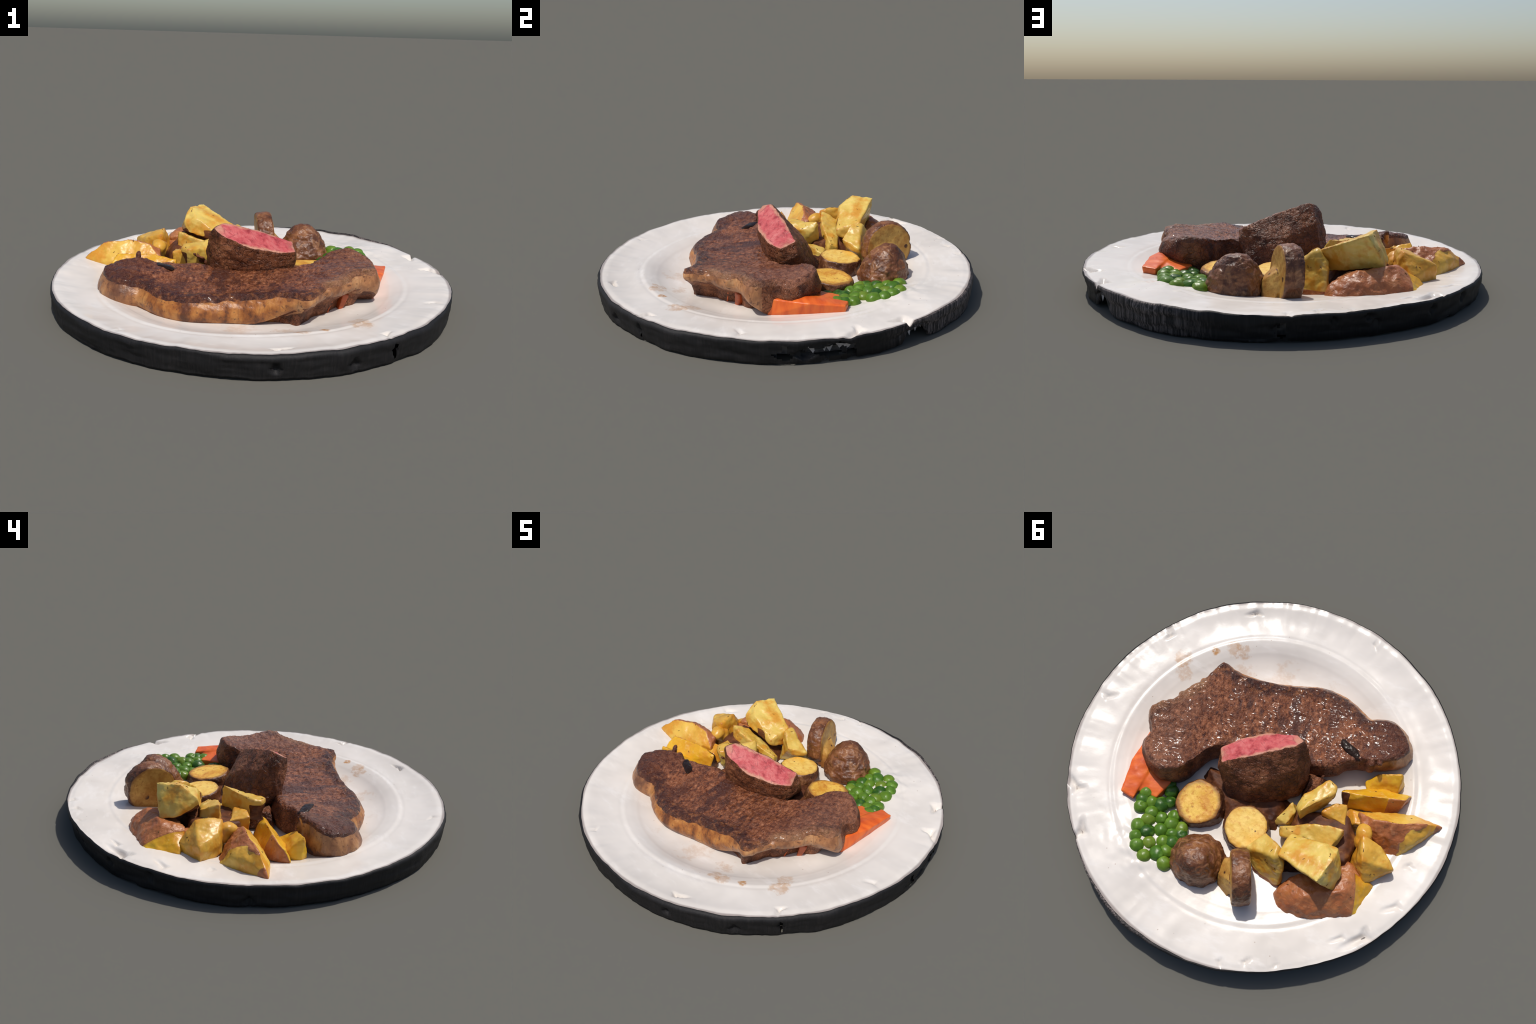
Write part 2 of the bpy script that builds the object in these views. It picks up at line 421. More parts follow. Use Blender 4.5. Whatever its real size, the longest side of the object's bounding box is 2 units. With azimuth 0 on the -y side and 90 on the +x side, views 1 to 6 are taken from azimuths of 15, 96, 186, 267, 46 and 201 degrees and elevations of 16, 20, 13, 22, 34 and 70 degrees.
def build_steak():
    base = (0.0, -0.25, 0.045)
    root = empty("grilled_steak", base, "thick seared steak with golden brown fat edge", "steak")
    out = catmull(STEAK_RIM, 6)
    c = np.array([0.1, -0.28]); n = len(out)
    xy = out[:, :2]; zt = out[:, 2]
    tang = np.roll(xy, -1, 0) - np.roll(xy, 1, 0)
    nrm = np.stack([-tang[:, 1], tang[:, 0]], 1); nrm /= np.linalg.norm(nrm, axis=1)[:, None]
    if ((xy - c) * nrm).sum() < 0:
        nrm = -nrm
    rows = []
    ctl = STEAK_RIM + STEAK_IN
    for s in np.linspace(0.06, 0.94, 16):
        q = c + s * (xy - c); rows.append(np.column_stack([q, idw(q[:, 0], q[:, 1], ctl) + 0.003]))
    q = c + 0.975 * (xy - c); rows.append(np.column_stack([q, zt + 0.001]))
    zb = steak_bottom(xy[:, 0], xy[:, 1])
    for t in np.linspace(0.06, 0.97, 8):
        front = smooth01((-0.15 - xy[:, 1]) / 0.2) * smooth01((0.42 - xy[:, 0]) / 0.2)
        off = 0.012 * math.sin(math.pi * t) + (0.026 * front + 0.014 * (1 - front) * smooth01((xy[:, 1] + 0.2) / 0.1)) * smooth01(t * 1.6) - 0.010 * t ** 5
        q = xy + off[:, None] * nrm; rows.append(np.column_stack([q, zt * (1 - t) + zb * t]))
    for s, k in ((0.96, 1.0), (0.87, 0.75), (0.82, 0.0), (0.5, 0.0), (0.06, 0.0)):     # under the overhang the meat curves back down to the plate
        se = s - (1 - k) * 0.03 * smooth01((xy[:, 0] - 0.36) / 0.1) * smooth01(0.05 - xy[:, 1] / 0.1)
        q = c + se[:, None] * (xy - c); rows.append(np.column_stack([q, steak_bottom(q[:, 0], q[:, 1]) * k + 0.026 * (1 - k)]))
    v = np.vstack(rows); f = []
    for i in range(len(rows) - 1):
        for j in range(n):
            k = (j + 1) % n
            f.append((i * n + j, (i + 1) * n + j, (i + 1) * n + k, i * n + k))
    v = np.vstack([v, [[*c, idw(np.array([c[0]]), np.array([c[1]]), ctl)[0] + 0.003], [*c, 0.026]]])
    last = (len(rows) - 1) * n
    for j in range(n):
        k = (j + 1) % n
        f.append((len(v) - 2, j, k)); f.append((len(v) - 1, last + k, last + j))
    me = mesh_from(v, f)
    bm = bmesh.new(); bm.from_mesh(me); bmesh.ops.recalc_face_normals(bm, faces=bm.faces); bm.to_mesh(me); bm.free()
    parts = [me]
    # hanging lumps of fat at the blunt end, a loose flap at the thin end, the pointed corner
    for cc, rr, ro in (((0.592, -0.108, 0.186), (0.028, 0.03, 0.048), (0.2, 0, 0.4)), ((0.560, -0.165, 0.19), (0.028, 0.025, 0.048), (0, 0.1, 0)), ((0.522, -0.225, 0.19), (0.026, 0.035, 0.034), (0, 0, 0.6)),
                       ((0.44, -0.325, 0.182), (0.03, 0.045, 0.03), (0, 0, 0.5)), ((0.39, -0.435, 0.165), (0.03, 0.035, 0.035), (0, 0, 0.2)), ((-0.54, -0.205, 0.185), (0.012, 0.016, 0.055), (-0.3, 0.1, 0.3)), ((-0.50, -0.195, 0.14), (0.03, 0.03, 0.06), (0, 0, 0))):
        parts.append(ellipsoid_mesh(cc, rr, ro))
    parts.append(hull_mesh([(0.392, -0.484, 0.207), (0.36, -0.45, 0.197), (0.41, -0.44, 0.207), (0.385, -0.45, 0.16), (0.37, -0.43, 0.2)]))
    me = remeshed(joined(parts), 0.0052, 3)
    co, vn = coords(me), vnormals(me)
    top = smooth01((vn[:, 2] - 0.35) / 0.4)
    grain = fnoise(co, (16, 42, 30), 4, (1, 2, 3)); pits = fnoise(co, (60, 75, 60), 3, (7, 0, 3))
    side = 1 - smooth01(np.abs(vn[:, 2]) / 0.75)
    lumps = fnoise(co, (14, 14, 5), 3, (9, 9, 2))
    # transverse sear furrows on the top
    fur = np.sin(co[:, 0] * 58 + 3.0 * fnoise(co, 5, 2)) * smooth01(1 - np.abs(co[:, 0] - 0.05) / 0.35)
    big = fnoise(co, 7, 2, (5, 5, 5))
    d = top * (0.0042 * grain + 0.0016 * pits + 0.0022 * fur + 0.004 * big) + side * (0.006 * lumps + 0.003 * grain)
    set_coords(me, co + vn * d[:, None])
    fc, fn = face_data(me)
    zt_here = idw(fc[:, 0], fc[:, 1], ctl)
    drop = zt_here - fc[:, 2] + 0.006 * fnoise(fc, 18, 3)
    is_top = (drop < 0.022) & (fn[:, 2] > -0.1)
    fat = ~is_top & (fn[:, 2] > -0.6) & ((fc[:, 1] < -0.30 - 0.0 * fc[:, 0]) | ((fc[:, 0] > 0.42) & (fc[:, 1] < -0.06)) | (fc[:, 0] < -0.52))
    fat &= ~((fc[:, 0] > 0.22) & (fc[:, 2] < steak_bottom(fc[:, 0], fc[:, 1]) - 0.012))
    labels = np.where(fat, 1, np.where(is_top, 0, 2))
    labels = calm_labels(me, labels, 3)
    split_parts(me, labels, ["seared_top", "fat_edge", "meat_side"], [mat_sear(base), mat_fat(base), mat_crust(base, "steak_side")], root, base)
    # glossy charred blister
    b = ellipsoid_mesh((0, 0, 0), (0.072, 0.025, 0.010), seg=48)
    bc = coords(b); bc[:, 2] += 0.0025 * fnoise(bc, 40, 2); bc[:, 1] += 0.006 * np.sin(bc[:, 0] * 40)
    R = np.array(Matrix.Rotation(math.radians(143), 3, "Z")); bc = bc @ R.T + np.array([-0.383, -0.230, 0.187])
    bc[:, 2] -= 0.006
    set_coords(b, bc)
    M = Mat("glossy_char", base); M.bump(M.noise(90, 3), 0.4, 0.004)
    add_mesh("charred_blister", b, M.done((0.020, 0.009, 0.005), 0.2, 0.25), root, base)
    return root

def mat_sear(base):
    M = Mat("seared_beef", base)
    X, Y, Z = M.xyz()
    a = M.noise(34, 6, 0.72, vec=M.mapping(rot=(0, 0, 0.3), sc=(0.6, 1.0, 1.0)))
    streak = M.noise(15, 5, 0.6, vec=M.mapping(rot=(0, 0, 0.12), sc=(1.0, 3.4, 1.0)), dist=0.6)
    fine = M.noise(110, 4, 0.7, vec=M.mapping(rot=(0, 0, 0.5), sc=(1, 2.0, 1)))
    col = M.ramp(a, [(0.36, (0.050, 0.011, 0.005)), (0.45, (0.185, 0.053, 0.019)), (0.56, (0.330, 0.113, 0.045)), (0.70, (0.50, 0.215, 0.11))])
    # dark sear stripes in the middle of the length
    band = M.math("MULTIPLY", M.step(X, -0.45, -0.1), M.math("SUBTRACT", 1.0, M.step(X, 0.2, 0.36)))
    k = M.math("MULTIPLY", M.step(streak, 0.47, 0.60), M.math("ADD", M.math("MULTIPLY", band, 0.6), 0.2))
    col = M.mix(k, col, (0.05, 0.016, 0.012))
    col = M.mix(M.math("MULTIPLY", M.step(M.noise(6, 3, 0.5, vec=M.mapping(loc=(1, 4, 2))), 0.45, 0.62), 0.45), col, (0.10, 0.028, 0.012))
    # browner, redder rind along the front edge
    fc = M.n("ShaderNodeFloatCurve"); cv = fc.mapping.curves[0]
    t = M.math("ADD", M.math("MULTIPLY", X, 0.7), 0.5)
    M.lk(t, fc.inputs["Value"])
    pts = [(-0.66, -0.33), (-0.53, -0.45), (-0.42, -0.425), (-0.285, -0.505), (-0.125, -0.52), (0.06, -0.47), (0.25, -0.44), (0.39, -0.47), (0.45, -0.335), (0.556, -0.17)]
    while len(cv.points) < len(pts):
        cv.points.new(0.5, 0.5)
    for p, (x, y) in zip(cv.points, pts):
        p.location = (x * 0.7 + 0.5, y + 1.0)
    fc.mapping.update()
    d = M.math("SUBTRACT", M.math("ADD", Y, 1.0), fc.outputs[0])
    d = M.math("ADD", d, M.math("MULTIPLY", M.math("SUBTRACT", M.noise(24, 4), 0.5), 0.06))
    rind = M.math("SUBTRACT", 1.0, M.step(d, 0.035, 0.085))
    col = M.mix(M.math("MULTIPLY", rind, 0.88), col, M.ramp(M.noise(30, 4), [(0.36, (0.028, 0.007, 0.004)), (0.52, (0.085, 0.022, 0.009)), (0.66, (0.30, 0.105, 0.03))]))
    # the thin end is charred darker and more purple
    l = M.math("SUBTRACT", 1.0, M.step(M.math("ADD", X, M.math("MULTIPLY", M.noise(9, 3), 0.2)), -0.40, -0.24))
    col = M.mix(M.math("MULTIPLY", l, 0.62), col, (0.080, 0.022, 0.011))
    # a strip of rendered fat along the blunt end
    ft = M.math("SUBTRACT", M.math("SUBTRACT", Y, M.math("MULTIPLY", X, 0.98)), M.math("MULTIPLY", M.math("SUBTRACT", M.noise(22, 4), 0.5), 0.09))
    col = M.mix(M.math("MULTIPLY", M.math("SUBTRACT", 1.0, M.step(ft, -0.73, -0.66)), M.math("MULTIPLY", M.step(X, 0.40, 0.47), 0.85)), col, M.ramp(M.noise(17, 4), [(0.35, (0.17, 0.055, 0.02)), (0.5, (0.34, 0.145, 0.055)), (0.68, (0.46, 0.24, 0.11))]))
    # greyer brown, finer, at the blunt end
    rgt = M.math("MULTIPLY", M.step(X, 0.36, 0.5), 0.45)
    col = M.mix(rgt, col, M.ramp(M.noise(40, 5), [(0.36, (0.10, 0.036, 0.020)), (0.60, (0.35, 0.155, 0.088))]))
    # cracks between fibres
    cr = M.voro(34, "DISTANCE_TO_EDGE", vec=M.mapping(rot=(0, 0, 0.8), sc=(1.0, 2.2, 1.0)))
    col = M.mix(M.math("MULTIPLY", M.math("SUBTRACT", 1.0, M.step(cr, 0.0, 0.05)), 0.35), col, (0.04, 0.015, 0.012))
    # wet, fibrous relief that glints in the sun
    cell = M.voro(62, vec=M.mapping(rot=(0, 0, 0.5), sc=(1.0, 1.8, 1.0)))
    wet = M.noise(100, 3, 0.6, vec=M.mapping(rot=(0, 0, -0.4), sc=(1.0, 1.7, 1.0)), dist=1.0)
    h = M.math("ADD", M.math("MULTIPLY", fine, 0.5), M.math("ADD", M.math("MULTIPLY", wet, 1.0), M.math("MULTIPLY", cell, 0.5)))
    M.bump(h, 0.85, 0.012)
    return M.done(col, M.math("MULTIPLY_ADD", M.step(M.noise(20, 3), 0.35, 0.65), 0.18, 0.22), 0.36, Coat_Weight=0.16, Coat_Roughness=0.13)

def mat_fat(base):
    M = Mat("roasted_fat", base)
    X, Y, Z = M.xyz()
    a = M.noise(14, 5, 0.6, vec=M.mapping(sc=(1, 1, 1.6)))
    col = M.ramp(a, [(0.36, (0.10, 0.028, 0.007)), (0.47, (0.30, 0.098, 0.018)), (0.58, (0.44, 0.175, 0.038)), (0.74, (0.58, 0.29, 0.085))])
    pale = M.math("MULTIPLY", M.step(X, 0.2, 0.5), 0.6)
    col = M.mix(pale, col, M.ramp(a, [(0.3, (0.26, 0.105, 0.045)), (0.55, (0.44, 0.22, 0.105)), (0.75, (0.58, 0.36, 0.21))]))
    left = M.math("MULTIPLY", M.math("SUBTRACT", 1.0, M.step(X, -0.5, -0.34)), 0.55)
    col = M.mix(left, col, M.ramp(a, [(0.3, (0.16, 0.07, 0.035)), (0.7, (0.42, 0.22, 0.11))]))
    fleck = M.math("MULTIPLY", M.step(M.noise(40, 5, 0.7), 0.56, 0.64), 0.75)
    col = M.mix(fleck, col, (0.09, 0.03, 0.015))
    vein = M.voro(11, "DISTANCE_TO_EDGE", vec=M.mapping(sc=(1, 1, 3)))
    col = M.mix(M.math("MULTIPLY", M.math("SUBTRACT", 1.0, M.step(vein, 0.0, 0.05)), 0.35), col, (0.15, 0.05, 0.02))
    M.bump(M.noise(45, 5), 0.4, 0.008)
    return M.done(col, 0.36, 0.5)

def mat_crust(base, name):
    """browned, cracked crust of the beef"""
    M = Mat(name, base)
    v = M.n("ShaderNodeVectorMath"); v.operation = "ADD"
    nn = M.n("ShaderNodeTexNoise"); M.lk(M.P, nn.inputs["Vector"]); nn.inputs["Scale"].default_value = 18
    sc = M.n("ShaderNodeVectorMath"); sc.operation = "SCALE"; M.lk(nn.outputs["Color"], sc.inputs[0]); sc.inputs["Scale"].default_value = 0.075
    M.lk(M.P, v.inputs[0]); M.lk(sc.outputs[0], v.inputs[1])
    cr = M.voro(27, "DISTANCE_TO_EDGE", vec=v.outputs[0]); cr2 = M.voro(62, "DISTANCE_TO_EDGE", vec=v.outputs[0])
    a = M.noise(13, 5, 0.62)
    col = M.ramp(a, [(0.32, (0.060, 0.018, 0.008)), (0.5, (0.185, 0.060, 0.024)), (0.64, (0.30, 0.112, 0.048)), (0.8, (0.38, 0.17, 0.08))])
    c1 = M.math("SUBTRACT", 1.0, M.step(cr, 0.0, 0.07)); c2 = M.math("SUBTRACT", 1.0, M.step(cr2, 0.0, 0.08))
    col = M.mix(M.math("MULTIPLY", c1, 0.40), col, (0.03, 0.011, 0.008))
    col = M.mix(M.math("MULTIPLY", c2, 0.25), col, (0.03, 0.011, 0.008))
    h = M.math("SUBTRACT", M.noise(70, 4), M.math("ADD", M.math("MULTIPLY", c1, 0.9), M.math("MULTIPLY", c2, 0.4)))
    M.bump(h, 0.6, 0.007)
    return M.done(col, 0.45, 0.3)

# ================================================================= BEEF SLICE
def build_slice():
    base = (0.02, 0.0, 0.10)
    root = empty("beef_slice", base, "rare cut of beef with pink face, browned crust", "steak")
    A, B, Cc = (-0.168, -0.130, 0.370), (-0.126, -0.075, 0.389), (0.190, 0.075, 0.286)
    D, E_, F = (0.226, -0.005, 0.252), (-0.128, -0.155, 0.350), (0.030, -0.140, 0.290)
    pts = [A, B, Cc, D, E_, F, (0.03, 0.005, 0.345), (-0.05, -0.035, 0.371), (0.15, -0.075, 0.263),
           (-0.198, -0.11, 0.33), (-0.222, -0.085, 0.24), (-0.232, -0.02, 0.14), (-0.205, 0.045, 0.06), (-0.08, 0.15, 0.06), (0.05, 0.19, 0.06), (0.13, 0.175, 0.09),
           (0.215, 0.085, 0.22), (0.222, 0.03, 0.18), (0.17, 0.13, 0.17), (-0.02, -0.150, 0.25), (-0.12, -0.160, 0.30), (-0.17, -0.125, 0.14), (0.0, -0.115, 0.14), (0.13, -0.075, 0.14), (0.19, -0.01, 0.14),
           (-0.15, 0.08, 0.14), (0.03, 0.15, 0.18), (-0.02, 0.11, 0.24), (0.1, 0.12, 0.22), (-0.178, -0.05, 0.31), (-0.165, -0.10, 0.376), (-0.188, 0.015, 0.25), (-0.172, -0.01, 0.305), (-0.20, 0.045, 0.18), (-0.205, 0.06, 0.10)]
    me = remeshed(hull_mesh(pts), 0.0048, 4)
    co, vn = coords(me), vnormals(me)
    fnv = np.array([0.35, -0.30, 0.82]); fnv /= np.linalg.norm(fnv)
    face = smooth01((vn @ fnv - 0.82) / 0.1)
    g = fnoise(co, 24, 4, (4, 4, 4)); cr = fnoise(co, (26, 26, 40), 4, (8, 1, 1)); big = fnoise(co, 9, 2, (1, 1, 9))
    d = (1 - face) * (0.0028 * cr - 0.003 * np.abs(g) + 0.004 * big) + face * (0.003 * g + 0.003 * big)
    set_coords(me, co + vn * d[:, None])
    fc, fn = face_data(me)
    lab = ((fn @ fnv > 0.80 + 0.05 * fnoise(fc, 30, 2)) & (fc[:, 2] > 0.2)).astype(int)
    lab = calm_labels(me, lab, 4)
    split_parts(me, lab, ["brown_crust", "pink_face"], [mat_crust(base, "slice_crust"), mat_pink(base)], root, base)

def mat_pink(base):
    M = Mat("rare_beef", base)
    # coordinates along and across the cut face
    n = M.n("ShaderNodeVectorMath"); n.operation = "SUBTRACT"; M.lk(M.P, n.inputs[0]); n.inputs[1].default_value = (0.03, -0.065, 0.315)
    def dot(v):
        d = M.n("ShaderNodeVectorMath"); d.operation = "DOT_PRODUCT"; M.lk(n.outputs[0], d.inputs[0]); d.inputs[1].default_value = v
        return d.outputs["Value"]
    u = dot((0.866, 0.45, -0.22)); w = dot((-0.33, 0.86, 0.39))
    wob = M.math("MULTIPLY", M.math("SUBTRACT", M.noise(28, 4), 0.5), 0.45)
    e = M.math("MAXIMUM", M.math("DIVIDE", M.math("ABSOLUTE", M.math("SUBTRACT", u, 0.01)), 0.235), M.math("DIVIDE", M.math("ABSOLUTE", w), 0.075))
    e = M.math("ADD", e, wob)
    pk = M.ramp(M.noise(24, 5, 0.65, vec=M.mapping(rot=(0, 0, 0.9), sc=(1, 2.2, 1))), [(0.36, (0.32, 0.030, 0.036)), (0.48, (0.54, 0.088, 0.092)), (0.64, (0.62, 0.155, 0.145))])
    col = M.mix(M.step(e, 0.66, 0.88), pk, (0.56, 0.25, 0.165))
    col = M.mix(M.step(e, 0.88, 1.03), col, (0.24, 0.095, 0.05))
    cr = M.voro(24, "DISTANCE_TO_EDGE", vec=M.mapping(rot=(0.3, 0.2, 1.2), sc=(1, 2.6, 1.2)))
    m = M.math("MULTIPLY", M.math("SUBTRACT", 1.0, M.step(cr, 0.0, 0.045)), M.step(M.noise(16, 3), 0.45, 0.62))
    col = M.mix(M.math("MULTIPLY", m, 0.6), col, (0.20, 0.02, 0.03))
    M.bump(M.noise(75, 5, 0.65), 0.5, 0.007)
    return M.done(col, 0.42, 0.4, Subsurface_Weight=0.05, Subsurface_Scale=0.01)

# ================================================================= POTATO WEDGES
def mat_flesh(i, base):
    """waxy yellow potato flesh, browned where it touched the pan"""
    M = Mat("potato_flesh", base)
    a = M.noise(7, 3, 0.5); b = M.noise(38, 4, 0.6)
    pal = [((0.64, 0.39, 0.06), (0.75, 0.54, 0.13)), ((0.65, 0.33, 0.035), (0.75, 0.46, 0.075)), ((0.68, 0.34, 0.013), (0.77, 0.45, 0.026))][i]
    col = M.mix(M.step(a, 0.35, 0.65), *pal)
    col = M.mix(M.math("MULTIPLY", M.step(b, 0.55, 0.75), 0.35), col, (0.80, 0.64, 0.26))
    gold = M.noise(9, 4, 0.6, vec=M.mapping(loc=(3 + i, 1, 2)))
    col = M.mix(M.math("MULTIPLY", M.step(gold, 0.46, 0.64), 0.85), col, (0.63, 0.26, 0.018))
    geo = M.n("ShaderNodeNewGeometry")
    edge = M.math("MULTIPLY", M.step(geo.outputs["Pointiness"], 0.515, 0.56), M.step(M.noise(11, 3), 0.44, 0.58))
    col = M.mix(M.math("MULTIPLY", edge, 0.8), col, (0.46, 0.17, 0.025))
    M.bump(b, 0.3, 0.006)
    return M.done(col, 0.36, 0.5, Subsurface_Weight=0.08, Subsurface_Scale=0.015)

def mat_skin(base):
    M = Mat("roast_potato_skin", base)
    a = M.noise(9, 5, 0.6); w = M.noise(28, 5, 0.6, dist=1.2)
    col = M.ramp(a, [(0.3, (0.27, 0.075, 0.025)), (0.5, (0.40, 0.13, 0.042)), (0.7, (0.48, 0.19, 0.065))])
    col = M.mix(M.math("MULTIPLY", M.step(w, 0.56, 0.66), 0.35), col, (0.56, 0.28, 0.14))
    M.bump(w, 0.6, 0.008)
    return M.done(col, 0.36, 0.5)

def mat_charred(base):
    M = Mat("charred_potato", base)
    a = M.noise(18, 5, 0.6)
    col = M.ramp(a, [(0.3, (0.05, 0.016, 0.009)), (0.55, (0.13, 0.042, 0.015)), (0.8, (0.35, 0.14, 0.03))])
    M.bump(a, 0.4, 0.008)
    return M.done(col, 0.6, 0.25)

HERB = None
def herb_material():
    global HERB
    if HERB is None:
        M = Mat("dried_herb")
        HERB = M.done(M.ramp(M.noise(8, 2), [(0.4, (0.10, 0.05, 0.015)), (0.6, (0.22, 0.12, 0.03))]), 0.6, 0.3)
    return HERB

def herb_flecks(me, n, parent, base, seed):
    """little dried leaves lying on the upper faces"""
    r = random.Random(seed); fc, fn = face_data(me)
    ok = [i for i in range(len(fc)) if fn[i, 2] > 0.1]
    bm = bmesh.new()
    for _ in range(n):
        i = r.choice(ok); nz = Vector(fn[i]); L = r.uniform(0.004, 0.010)
        ax = nz.orthogonal().normalized(); ax.rotate(Matrix.Rotation(r.uniform(0, 6.28), 3, nz)); ay = nz.cross(ax)
        R = Matrix((ax, ay, nz)).transposed().to_4x4()
        M = Matrix.Translation(Vector(fc[i]) + nz * 0.0008) @ R @ Matrix.Diagonal((L, L * r.uniform(0.16, 0.3), 0.0016, 1))
        v = bmesh.ops.create_icosphere(bm, subdivisions=1, radius=1.0, matrix=M)["verts"]
    m = bpy.data.meshes.new("herb_fleck"); bm.to_mesh(m); bm.free()
    o = add_mesh("herb_fleck", m, herb_material(), parent, base); o["kind"] = "stuff"

WEDGES = [
    # corner points, palette, skin rule, char rule, herbs, label
    dict(pts=[(-.43, .49, .34), (-.47, .375, .348), (-.482, .295, .28), (-.225, .41, .252), (-.245, .288, .208), (-.511, .476, .19), (-.231, .39, .145), (-.456, .283, .222), (-.24, .295, .172), (-.525, .40, .205), (-.40, .30, .30)],
         pal=0, herbs=9, char=lambda c, n: (n[:, 2] < -0.45) | ((c[:, 2] < .245 - .35 * (c[:, 1] - .28)) & (c[:, 1] < .41) & (n[:, 0] < 0)), label="large pale yellow roast potato chunk on top"),
    dict(pts=[(-.205, .372, .25), (-.124, .313, .192), (-.058, .407, .156), (-.149, .395, .105), (-.195, .505, .06), (-.249, .512, .12), (-.204, .425, .248), (-.12, .43, .055), (-.22, .36, .06), (-.115, .475, .058), (-.26, .44, .2), (-.25, .50, .05)],
         pal=0, herbs=5, skin=lambda c, n: (c[:, 2] < .085) & (n[:, 1] > 0.2), label="triangular roast potato wedge with cut faces"),
    dict(pts=[(-.271, .552, .125), (-.306, .638, .058), (-.477, .602, .06), (-.636, .533, .10), (-.664, .386, .10), (-.398, .544, .187), (-.566, .468, .192), (-.514, .486, .203), (-.56, .36, .17), (-.33, .45, .15), (-.62, .4, .055), (-.3, .5, .055), (-.52, .61, .06), (-.27, .56, .055), (-.65, .46, .055), (-.40, .605, .142), (-.33, .615, .115), (-.55, .545, .150)],
         pal=2, herbs=5, skin=lambda c, n: ~((c[:, 0] + 0.35 * c[:, 1] + 0.35 * c[:, 2] < -0.405) & (c[:, 1] < 0.55)), label="roast potato wedge with wrinkled reddish brown skin"),
    dict(pts=[(-.175, .25, .142), (-.19, .29, .122), (-.472, .195, .243), (-.435, .29, .205), (-.20, .27, .06), (-.46, .2, .08), (-.45, .3, .08), (-.2, .23, .06), (-.40, .19, .225), (-.30, .21, .19)],
         pal=0, herbs=7, label="flat roast potato slab with glossy yellow top"),
    dict(pts=[(-.331, -.032, .218), (-.378, -.006, .218), (-.378, .03, .222), (-.252, .172, .249), (-.225, .15, .20), (-.254, .184, .15), (-.24, .07, .205), (-.34, 0, .10), (-.36, .06, .12), (-.27, .15, .10), (-.25, .07, .09)],
         pal=0, herbs=7, char=lambda c, n: (n[:, 0] < -0.3) & (c[:, 1] < 0.045) & (c[:, 2] < 0.2), label="leaning roast potato piece beside the beef slice"),
    dict(pts=[(-.404, .058, .19), (-.452, .047, .17), (-.35, .12, .17), (-.475, .15, .16), (-.44, .06, .06), (-.36, .15, .06), (-.47, .17, .06), (-.35, .07, .06)],
         pal=1, herbs=3, label="small golden roast potato piece in the pile"),
    dict(pts=[(-.19, .11, .14), (-.22, .15, .125), (-.14, .2, .10), (-.2, .22, .115), (-.15, .16, .05), (-.22, .2, .05), (-.13, .23, .05), (-.21, .11, .05)],
         pal=0, herbs=2, label="small pale potato wedge tucked behind"),
    dict(pts=[(-.40, -.015, .157), (-.43, .012, .13), (-.715, -.068, .168), (-.73, -.11, .135), (-.747, -.13, .08), (-.705, -.02, .068), (-.436, .03, .046), (-.41, -.06, .046), (-.70, -.13, .055), (-.55, -.03, .178), (-.55, -.11, .09), (-.6, .01, .06)], grow=1.0,
         pal=2, herbs=4, skin=lambda c, n: (c[:, 0] < -0.635) & (n[:, 1] > 0.1) & (c[:, 2] < .185), char=lambda c, n: (c[:, 0] > -0.45) & (n[:, 1] > 0.0), label="long bright yellow potato wedge with browned end"),
    dict(pts=[(-.669, -.194, .168), (-.697, -.182, .06), (-.560, -.168, .155), (-.675, -.105, .095), (-.52, -.08, .095), (-.67, -.09, .05), (-.52, -.08, .05), (-.665, -.215, .06), (-.55, -.19, .06), (-.5, -.13, .09)], grow=1.0,
         pal=2, herbs=2, label="thin yellow potato piece beside the steak"),
    dict(pts=[(-.554, .125, .165), (-.932, -.017, .108), (-.709, .07, .215), (-.84, .02, .196), (-.769, .193, .088), (-.84, .11, .075), (-.784, -.034, .104), (-.515, .045, .128), (-.56, .13, .055), (-.52, .05, .055), (-.79, -.035, .075), (-.925, -.012, .09), (-.70, .205, .07), (-.66, .17, .12), (-.60, .08, .195), (-.785, .145, .152), (-.855, .075, .15), (-.70, .15, .165)], grow=1.0,
         pal=1, herbs=4, skin=lambda c, n: (n[:, 1] - 0.2 * n[:, 0] > -0.5) & ~((c[:, 0] < -.755 + .02 * fnoise(c, 20, 2)) & (c[:, 0] > -.895) & (c[:, 2] < .185 + .015 * fnoise(c, 25, 2)) & (n[:, 1] > 0)), label="roast potato wedge with red skin and yellow patch"),
    dict(pts=[(-.572, .185, .217), (-.596, .267, .228), (-.60, .307, .228), (-.756, .283, .167), (-.635, .382, .127), (-.751, .278, .094), (-.561, .292, .105), (-.63, .382, .06), (-.745, .285, .06), (-.55, .3, .06), (-.6, .18, .06), (-.68, .2, .09), (-.67, .2, .19)],
         pal=1, herbs=6, label="blocky golden roast potato piece with cut faces"),
    dict(pts=[(-.22, .13, .045), (-.48, .10, .045), (-.53, .35, .045), (-.25, .43, .045), (-.235, .16, .135), (-.47, .10, .15), (-.52, .32, .175), (-.30, .37, .15), (-.55, .2, .13), (-.55, .25, .05)],
         pal=1, herbs=0, char=lambda c, n: n[:, 2] > -2, label="browned potato piece under the pile"),
    dict(pts=[(-.47, .03, .045), (-.72, .02, .05), (-.72, .10, .05), (-.48, .13, .045), (-.50, .05, .105), (-.68, .03, .10), (-.64, .09, .11), (-.52, .11, .12)],
         pal=1, herbs=0, label="golden potato piece between two wedges"),
    dict(pts=[(-.50, .30, .05), (-.66, .35, .06), (-.64, .42, .06), (-.50, .42, .05), (-.52, .31, .14), (-.62, .36, .13), (-.60, .40, .13), (-.52, .40, .15)],
         pal=1, herbs=0, skin=lambda c, n: n[:, 2] > -2, label="brown skinned potato scrap between two wedges"),
]

